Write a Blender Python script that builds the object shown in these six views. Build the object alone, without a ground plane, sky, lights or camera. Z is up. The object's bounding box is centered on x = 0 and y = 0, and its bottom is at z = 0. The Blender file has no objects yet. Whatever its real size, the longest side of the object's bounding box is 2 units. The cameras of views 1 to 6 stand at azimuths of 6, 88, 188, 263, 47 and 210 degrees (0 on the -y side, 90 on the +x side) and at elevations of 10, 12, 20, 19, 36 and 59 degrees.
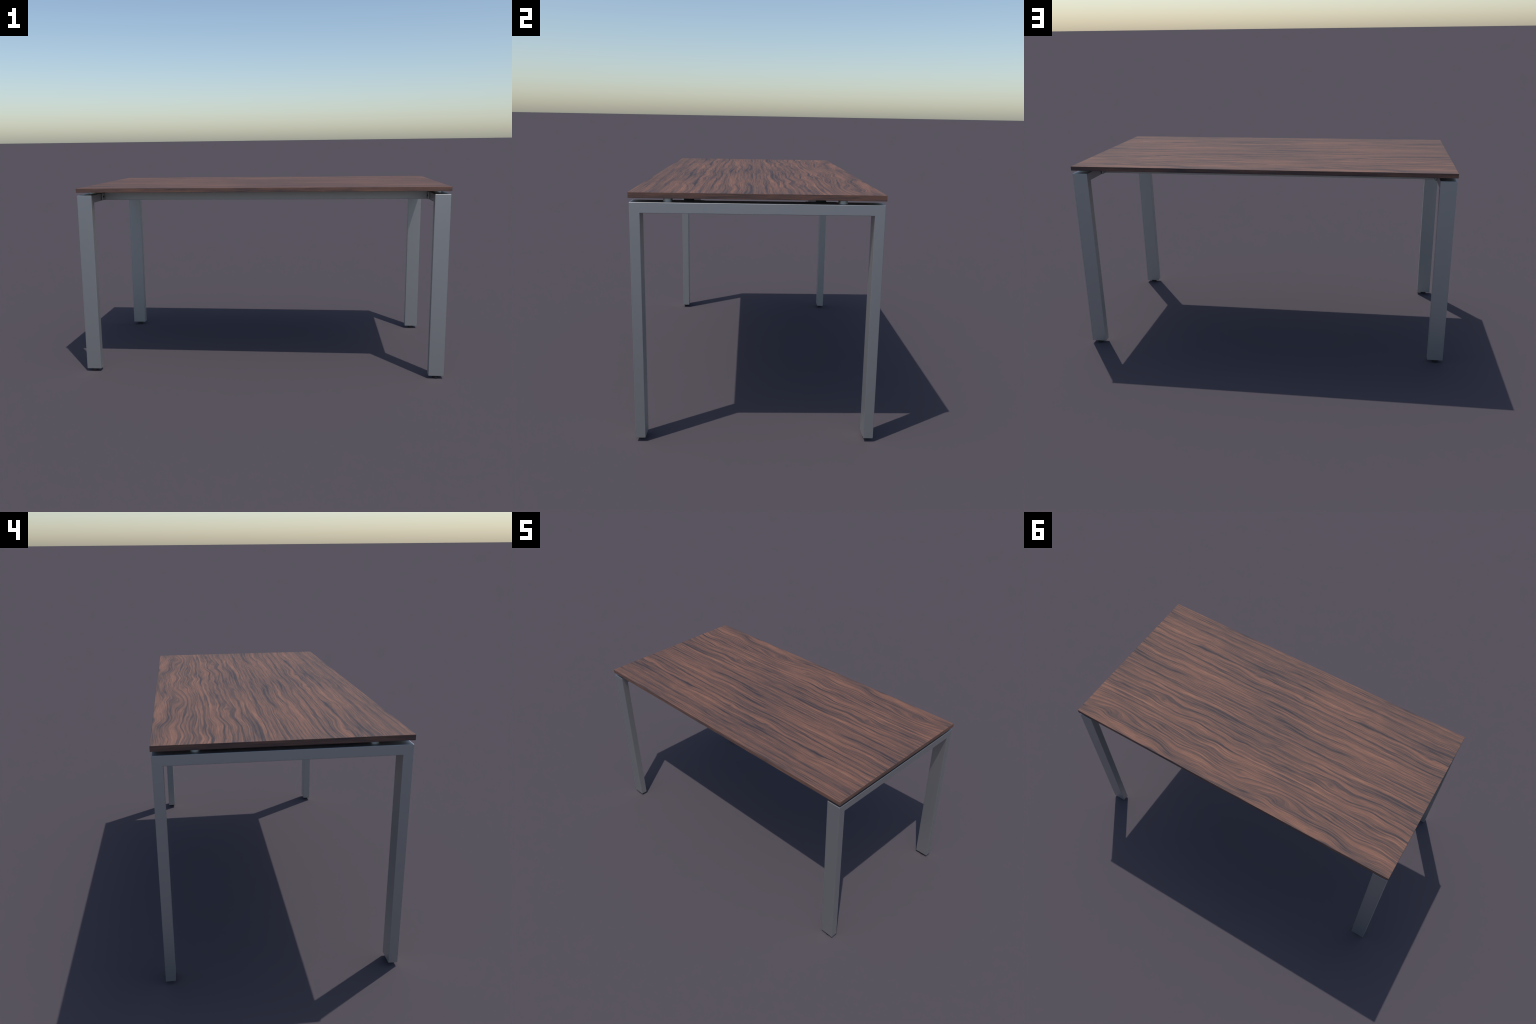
"""Long rectangular office desk: dark wood-grain top floating on small spacers
above two grey steel portal frames, joined underneath by two long beams."""
import bpy, bmesh, math
from mathutils import Vector

# ------------------------------------------------------------------ sizes (metres)
TOP_X, TOP_Y = 1.0, 0.5            # half length / half depth of the wooden top
TOP_Z0, TOP_Z1 = 1.0172, 1.0400    # underside and upper side of the top
FRAME_X, FRAME_Y = 0.9968, 0.4967  # outer faces of the steel portals
FRAME_Z = 1.0008                   # upper face of the rails
LEG_W, LEG_D = 0.0812, 0.0408      # leg section: along x, along y
RAIL_H = 0.0420                    # rail height
LEG_Z0 = 0.0134                    # legs end here, glides below
BEAM_Y = (-0.2740, 0.2525)         # centre lines of the two beams
BEAM_W = 0.0415
BEAM_Z0, BEAM_Z1 = 0.9590, 1.0160
SPACER_Y = (-0.3520, 0.3350)
SPACER_X = 0.9530
SPACER_R = 0.0186
GLIDE_R = 0.0170


# ------------------------------------------------------------------ node helpers
class Graph:
    """Small wrapper that lets shader maths be written as expressions."""
    def __init__(self, name):
        self.mat = bpy.data.materials.new(name)
        self.mat.use_nodes = True
        self.nt = self.mat.node_tree
        self.nt.nodes.clear()
        self.out = self.nt.nodes.new("ShaderNodeOutputMaterial")
        self.bsdf = self.nt.nodes.new("ShaderNodeBsdfPrincipled")
        self.nt.links.new(self.bsdf.outputs[0], self.out.inputs[0])

    def plug(self, sock, val):
        if hasattr(val, "is_output"):
            self.nt.links.new(val, sock)
        else:
            sock.default_value = val

    def m(self, op, a, b=None, c=None, clamp=False):
        n = self.nt.nodes.new("ShaderNodeMath")
        n.operation = op
        n.use_clamp = clamp
        for i, v in enumerate((a, b, c)):
            if v is not None:
                self.plug(n.inputs[i], v)
        return n.outputs[0]

    def add(self, *v):
        r = v[0]
        for k in v[1:]:
            r = self.m("ADD", r, k)
        return r

    def mul(self, *v):
        r = v[0]
        for k in v[1:]:
            r = self.m("MULTIPLY", r, k)
        return r

    def sub(self, a, b):
        return self.m("SUBTRACT", a, b)

    def xyz(self, x, y, z):
        n = self.nt.nodes.new("ShaderNodeCombineXYZ")
        for i, v in enumerate((x, y, z)):
            self.plug(n.inputs[i], v)
        return n.outputs[0]

    def coords(self):
        t = self.nt.nodes.new("ShaderNodeTexCoord")
        s = self.nt.nodes.new("ShaderNodeSeparateXYZ")
        self.nt.links.new(t.outputs["Object"], s.inputs[0])
        return s.outputs[0], s.outputs[1], s.outputs[2]

    def noise(self, vec, scale=1.0, detail=2.0, rough=0.5, distort=0.0):
        n = self.nt.nodes.new("ShaderNodeTexNoise")
        n.noise_dimensions = "3D"
        self.plug(n.inputs["Vector"], vec)
        n.inputs["Scale"].default_value = scale
        n.inputs["Detail"].default_value = detail
        n.inputs["Roughness"].default_value = rough
        n.inputs["Distortion"].default_value = distort
        return n.outputs[0]

    def band(self, v, lo, hi):
        """smooth 0..1 step between lo and hi (falling when lo > hi)"""
        n = self.nt.nodes.new("ShaderNodeMapRange")
        n.interpolation_type = "SMOOTHSTEP"
        self.plug(n.inputs[0], v)
        if lo < hi:
            n.inputs[1].default_value, n.inputs[2].default_value = lo, hi
            n.inputs[3].default_value, n.inputs[4].default_value = 0, 1
        else:
            n.inputs[1].default_value, n.inputs[2].default_value = hi, lo
            n.inputs[3].default_value, n.inputs[4].default_value = 1, 0
        return n.outputs[0]

    def ramp(self, fac, stops):
        n = self.nt.nodes.new("ShaderNodeValToRGB")
        e = n.color_ramp.elements
        while len(e) < len(stops):
            e.new(0.5)
        for el, (p, c) in zip(e, stops):
            el.position = p
            el.color = (*c, 1)
        self.plug(n.inputs[0], fac)
        return n.outputs[0]

    def mix(self, fac, a, b):
        n = self.nt.nodes.new("ShaderNodeMix")
        n.data_type = "RGBA"
        self.plug(n.inputs[0], fac)
        for s, v in ((n.inputs[6], a), (n.inputs[7], b)):
            self.plug(s, (*v, 1) if isinstance(v, tuple) else v)
        return n.outputs[2]


# ------------------------------------------------------------------ materials
WOOD_STOPS = [(0.00, (0.040, 0.032, 0.036)),
              (0.30, (0.084, 0.053, 0.050)),
              (0.55, (0.140, 0.075, 0.057)),
              (0.80, (0.210, 0.100, 0.069)),
              (1.00, (0.275, 0.134, 0.086))]

PERIOD = 1.1175      # the veneer pattern repeats along the length


def wood_top():
    g = Graph("wood_veneer_top")
    x, y, z = g.coords()
    R = PERIOD / (2 * math.pi)
    th = g.mul(x, 1 / R)
    cx, sx = g.mul(g.m("COSINE", th), R), g.mul(g.m("SINE", th), R)

    def field(ax, ay, yy, off=0.0, **kw):
        return g.noise(g.xyz(g.mul(cx, ax), g.mul(sx, ax), g.add(g.mul(yy, ay), off)), **kw)

    # slow wander of the grain, stronger towards the +y half
    wavy = g.add(g.mul(g.band(y, 0.00, 0.30), 0.60), g.mul(g.band(y, -0.48, -0.25), 0.20), 0.18)
    w1 = g.mul(g.sub(field(3.6, 4.5, y, 3.1, detail=1, rough=0.4), 0.5), 0.095, wavy)
    w2 = g.mul(g.sub(field(9, 18, y, 8.4, detail=1), 0.5), 0.0070)
    w3 = g.mul(g.sub(field(42, 75, y, 1.9, detail=2), 0.5), 0.0026)
    yy = g.add(y, w1, w2, w3)
    jig_x = g.mul(g.sub(field(18, 40, y, 4.4, detail=1), 0.5), 0.040)
    jig_y = g.mul(g.sub(field(16, 60, y, 7.7, detail=1), 0.5), 0.022)

    # knots and eyes: grain lines part around them
    knots = [(0.622, 0.175, 0.055, 0.040, -0.75), (0.765, 0.395, 0.100, 0.035, -0.6),
             (-0.300, 0.418, 0.075, 0.045, -0.8), (-0.040, 0.365, 0.085, 0.050, -0.8),
             (0.219, -0.262, 0.080, 0.035, -0.8), (-0.086, -0.260, 0.070, 0.035, -0.6),
             (0.625, -0.275, 0.140, 0.035, -0.7), (0.490, 0.340, 0.070, 0.040, -0.5)]
    dark = None
    for (kx, ky, rx, ry, a) in knots:
        dx = g.mul(g.m("SINE", g.mul(g.sub(x, kx), 0.5 / R)), 2 * R / rx)
        dy = g.mul(g.sub(y, ky), 1 / ry)
        e = g.m("EXPONENT", g.mul(g.add(g.mul(dx, dx), g.mul(dy, dy)), -1.0))
        yy = g.add(yy, g.mul(e, dy, a * ry))
    # dark smoky patches: x, y, half length, half width, depth
    blobs = [(0.622, 0.175, 0.016, 0.013, 0.40), (0.219, -0.258, 0.012, 0.006, 0.35),
             (-0.086, -0.262, 0.011, 0.010, 0.5), (0.650, -0.278, 0.095, 0.015, 0.40),
             (0.510, -0.272, 0.060, 0.012, 0.30), (-0.230, 0.205, 0.070, 0.010, 0.40),
             (-0.300, 0.418, 0.040, 0.012, 0.25), (-0.030, 0.365, 0.040, 0.012, 0.25),
             (0.300, 0.290, 0.120, 0.009, 0.30), (0.060, -0.190, 0.140, 0.016, 0.22),
             (0.830, -0.190, 0.130, 0.018, 0.20), (0.150, 0.120, 0.120, 0.014, 0.20)]
    for (bx, by, rx, ry, a) in blobs:
        dx = g.mul(g.m("SINE", g.mul(g.sub(g.add(x, jig_x), bx), 0.5 / R)), 2 * R / rx)
        dy = g.mul(g.sub(g.add(y, jig_y), by), 1 / ry)
        e = g.mul(g.m("EXPONENT", g.mul(g.add(g.mul(dx, dx), g.mul(dy, dy)), -1.0)), a)
        dark = e if dark is None else g.add(dark, e)

    # growth-ring streaks: a broad and a narrow family of dark lines
    broad = field(0.9, 29, yy, 1.7, detail=1, rough=0.35)
    mid = field(1.2, 58, yy, 9.3, detail=1, rough=0.35)
    thin = field(2.3, 125, yy, 5.2, detail=1.5, rough=0.45)
    fibre = field(11, 270, yy, 2.2, detail=2.5, rough=0.6)
    tone = field(2.2, 7, yy, 6.6, detail=1)
    fade = g.band(field(2.6, 24, yy, 3.9, detail=1), 0.22, 0.60)
    line_a = g.mul(g.band(g.m("ABSOLUTE", g.sub(broad, 0.47)), 0.055, 0.0), fade)
    line_c = g.mul(g.band(g.m("ABSOLUTE", g.sub(mid, 0.50)), 0.050, 0.0), g.sub(1.15, fade))
    line_b = g.band(thin, 0.47, 0.30)
    edge_calm = g.band(y, -0.30, -0.42)
    v = g.add(0.640, g.mul(g.sub(broad, 0.5), 0.35), g.mul(g.sub(mid, 0.5), 0.45),
              g.mul(g.sub(thin, 0.5), 0.75),
              g.mul(g.sub(fibre, 0.5), 1.0), g.mul(g.sub(tone, 0.5), 0.40))
    strength = g.add(1.0, g.mul(edge_calm, -0.5))
    v = g.sub(v, g.mul(line_a, strength, 0.37))
    v = g.sub(v, g.mul(line_c, strength, 0.26))
    v = g.sub(v, g.mul(line_b, strength, 0.15))
    v = g.sub(v, g.mul(dark, g.add(0.10, g.mul(g.sub(1.0, thin), 1.1))))
    v = g.sub(v, g.mul(edge_calm, 0.13))
    col = g.ramp(v, WOOD_STOPS)
    g.plug(g.bsdf.inputs["Base Color"], col)
    g.bsdf.inputs["Roughness"].default_value = 0.75
    g.bsdf.inputs["Specular IOR Level"].default_value = 0.35
    return g.mat


def wood_edge(name, along):
    """Veneer edge band: fine streaks run along the edge."""
    g = Graph(name)
    x, y, z = g.coords()
    a = x if along == "x" else y
    c = y if along == "x" else x
    n1 = g.noise(g.xyz(g.mul(a, 7), g.mul(c, 3), g.mul(z, 130)), detail=2, rough=0.55)
    n2 = g.noise(g.xyz(g.mul(a, 30), g.mul(c, 3), g.mul(z, 420)), detail=2, rough=0.6)
    n3 = g.noise(g.xyz(g.mul(a, 3), g.mul(c, 3), g.mul(z, 25)), detail=1)
    v = g.add(0.50, g.mul(g.sub(n1, 0.5), 1.0), g.mul(g.sub(n2, 0.5), 0.5), g.mul(g.sub(n3, 0.5), 0.6))
    g.plug(g.bsdf.inputs["Base Color"], g.ramp(v, WOOD_STOPS))
    g.bsdf.inputs["Roughness"].default_value = 0.75
    g.bsdf.inputs["Specular IOR Level"].default_value = 0.35
    return g.mat


def steel(name, base, metallic, rough):
    g = Graph(name)
    x, y, z = g.coords()
    n = g.noise(g.xyz(x, y, z), scale=900, detail=1)
    lo = tuple(c * 0.97 for c in base)
    hi = tuple(min(1, c * 1.03) for c in base)
    g.plug(g.bsdf.inputs["Base Color"], g.mix(n, lo, hi))
    g.bsdf.inputs["Metallic"].default_value = metallic
    g.bsdf.inputs["Roughness"].default_value = rough
    return g.mat


MAT_TOP = wood_top()
MAT_EDGE_X = wood_edge("wood_edge_long", "x")
MAT_EDGE_Y = wood_edge("wood_edge_short", "y")
MAT_STEEL = steel("grey_steel", (0.455, 0.455, 0.455), 0.9, 0.5)
MAT_SPACER = steel("pale_grey_metal", (0.60, 0.61, 0.61), 0.85, 0.45)
MAT_DARK = steel("black_plastic", (0.010, 0.010, 0.011), 0.0, 0.6)


# ------------------------------------------------------------------ mesh helpers
def make_object(name, bm, mats, parent, location=(0, 0, 0), smooth=False):
    bmesh.ops.recalc_face_normals(bm, faces=bm.faces)
    me = bpy.data.meshes.new(name)
    bm.to_mesh(me)
    bm.free()
    for m in mats:
        me.materials.append(m)
    if smooth:
        me.shade_smooth()
        me.set_sharp_from_angle(angle=math.radians(35))
    ob = bpy.data.objects.new(name, me)
    bpy.context.scene.collection.objects.link(ob)
    ob.location = location
    ob.parent = parent
    return ob


def repeat(ob, location, parent, rot_z=0.0):
    c = ob.copy()
    c.location = location
    c.rotation_euler = (0, 0, rot_z)
    c.parent = parent
    bpy.context.scene.collection.objects.link(c)
    return c


def box_bm(sx, sy, sz, bevel=0.0, seg=2):
    bm = bmesh.new()
    bmesh.ops.create_cube(bm, size=1)
    bmesh.ops.scale(bm, vec=(sx, sy, sz), verts=bm.verts)
    if bevel:
        bmesh.ops.bevel(bm, geom=bm.edges[:], offset=bevel, segments=seg, profile=0.5, affect="EDGES")
    return bm


def empty(name, location, parent=None):
    e = bpy.data.objects.new(name, None)
    bpy.context.scene.collection.objects.link(e)
    e.location = location
    e.parent = parent
    return e


# ------------------------------------------------------------------ desk
desk = empty("wooden_desk", (0, 0, 0))
desk["label"] = "long rectangular desk with dark walnut top and grey steel portal legs"
desk["category"] = "desk"

# --- wooden top
bm = box_bm(2 * TOP_X, 2 * TOP_Y, TOP_Z1 - TOP_Z0, bevel=0.0010, seg=2)
bm.normal_update()
for f in bm.faces:
    n = f.normal
    f.material_index = 0 if abs(n.z) > 0.75 else (1 if abs(n.y) > abs(n.x) else 2)
make_object("tabletop", bm, [MAT_TOP, MAT_EDGE_X, MAT_EDGE_Y], desk,
            (0, 0, (TOP_Z0 + TOP_Z1) / 2))

# --- steel portals: two legs mitred to a rail
CX = FRAME_X - LEG_W / 2                # centre plane of a portal
CY = FRAME_Y - LEG_D / 2                # centre line of a leg
BEV = 0.0017


def portal_bm():
    """Whole portal as one bevelled U: a (y, z) outline extruded along x."""
    oy, iy = FRAME_Y, FRAME_Y - LEG_D
    oz, iz = FRAME_Z, FRAME_Z - RAIL_H
    outline = [(-oy, LEG_Z0), (-oy, oz), (oy, oz), (oy, LEG_Z0),
               (iy, LEG_Z0), (iy, iz), (-iy, iz), (-iy, LEG_Z0)]
    bm = bmesh.new()
    sides = [[bm.verts.new((sx * LEG_W / 2, py, pz)) for (py, pz) in outline] for sx in (-1, 1)]
    k = len(outline)
    for ring in sides:                       # two legs and the rail as quads, mitre edge between them
        a, b, c, d, e, f, g, h = ring
        for quad in ((a, b, g, h), (b, c, f, g), (c, d, e, f)):
            bm.faces.new(quad)
    for i in range(k):
        j = (i + 1) % k
        bm.faces.new((sides[0][i], sides[0][j], sides[1][j], sides[1][i]))
    bmesh.ops.recalc_face_normals(bm, faces=bm.faces)
    # merge the mitre edges away so that only true corners are rounded
    flat = [e for e in bm.edges if len(e.link_faces) == 2 and e.calc_face_angle() < 0.01]
    bmesh.ops.dissolve_edges(bm, edges=flat, use_verts=False)
    corners = [e for e in bm.edges if e.calc_face_angle_signed() > 0.1]
    bmesh.ops.bevel(bm, geom=corners, offset=BEV, segments=4, profile=0.5, affect="EDGES")
    return bm


def portal_piece(keep):
    """Cut one mitred piece out of the portal: keep = -1 / +1 (legs) or 0 (rail)."""
    bm = portal_bm()
    for s in (-1, 1):
        corner = Vector((0, s * (FRAME_Y - LEG_D), FRAME_Z - RAIL_H))
        outer = Vector((0, s * FRAME_Y, FRAME_Z))
        d = (outer - corner).normalized()
        n = Vector((0, s * d.z, -s * d.y))      # points from the rail towards the leg
        geom = bm.verts[:] + bm.edges[:] + bm.faces[:]
        if keep == 0:
            bmesh.ops.bisect_plane(bm, geom=geom, plane_co=corner, plane_no=n, clear_outer=True)
        elif keep == s:
            bmesh.ops.bisect_plane(bm, geom=geom, plane_co=corner, plane_no=n, clear_inner=True)
    if keep:                                        # drop what is left of the other leg
        far = [v for v in bm.verts if v.co.y * keep < 0]
        bmesh.ops.delete(bm, geom=far, context="VERTS")
    return bm


def build_portal(sign):
    portal = empty("portal_frame", (sign * CX, 0, 0), desk)
    for s in (-1, 1):
        bm = portal_piece(s)
        bmesh.ops.translate(bm, vec=(0, -s * CY, 0), verts=bm.verts)
        leg = make_object("leg", bm, [MAT_STEEL], portal, (0, s * CY, 0))
        bm = bmesh.new()
        bmesh.ops.create_cone(bm, cap_ends=True, segments=40, radius1=GLIDE_R, radius2=GLIDE_R * 0.97,
                              depth=LEG_Z0)
        make_object("glide", bm, [MAT_DARK], leg, (0, 0, LEG_Z0 / 2), smooth=True)
    bm = portal_piece(0)
    zc = FRAME_Z - RAIL_H / 2
    bmesh.ops.translate(bm, vec=(0, 0, -zc), verts=bm.verts)
    make_object("rail", bm, [MAT_STEEL], portal, (0, 0, zc))

    # round spacers that carry the top
    for sy in SPACER_Y:
        bm = bmesh.new()
        bmesh.ops.create_cone(bm, cap_ends=True, segments=48, radius1=SPACER_R, radius2=SPACER_R,
                              depth=TOP_Z0 - FRAME_Z)
        make_object("spacer", bm, [MAT_SPACER], portal,
                    (sign * (SPACER_X - CX), sy, (TOP_Z0 + FRAME_Z) / 2), smooth=True)

    # bracket plates between rail and beams, each with two small dark discs
    inner = LEG_W / 2
    for by in BEAM_Y:
        gap, th, wide = 0.003, 0.005, 0.124
        h = RAIL_H - 0.001
        bm = box_bm(th, wide, h, bevel=0.0008)
        plate = make_object("bracket_plate", bm, [MAT_STEEL], portal,
                            (-sign * (inner + gap + th / 2), by, FRAME_Z - RAIL_H + h / 2 + 0.0012))
        bm = box_bm(gap + 0.001, wide - 0.016, h - 0.008)
        make_object("bracket_spacer", bm, [MAT_STEEL], plate,
                    (sign * (th / 2 + gap / 2 - 0.0001), 0, 0))
        for s in (-1, 1):
            bm = bmesh.new()
            bmesh.ops.create_cone(bm, cap_ends=True, segments=24, radius1=0.0055, radius2=0.0045, depth=0.0024)
            bmesh.ops.rotate(bm, matrix=__import__("mathutils").Matrix.Rotation(-sign * math.pi / 2, 3, "Y"),
                             verts=bm.verts)
            make_object("dark_disc", bm, [MAT_DARK], plate, (-sign * (th / 2 + 0.0010), s * 0.045, 0.0), smooth=True)


build_portal(-1)
build_portal(1)

# --- long beams under the top
half = FRAME_X - LEG_W - 0.0082
for by in BEAM_Y:
    bm = box_bm(2 * half, BEAM_W, BEAM_Z1 - BEAM_Z0, bevel=0.0015)
    beam = make_object("beam", bm, [MAT_STEEL], desk, (0, by, (BEAM_Z0 + BEAM_Z1) / 2))
    for s in (-1, 1):
        bm = box_bm(0.003, BEAM_W - 0.001, BEAM_Z1 - BEAM_Z0 - 0.001)
        make_object("dark_end_face", bm, [MAT_DARK], beam, (s * (half + 0.0016), 0, 0))
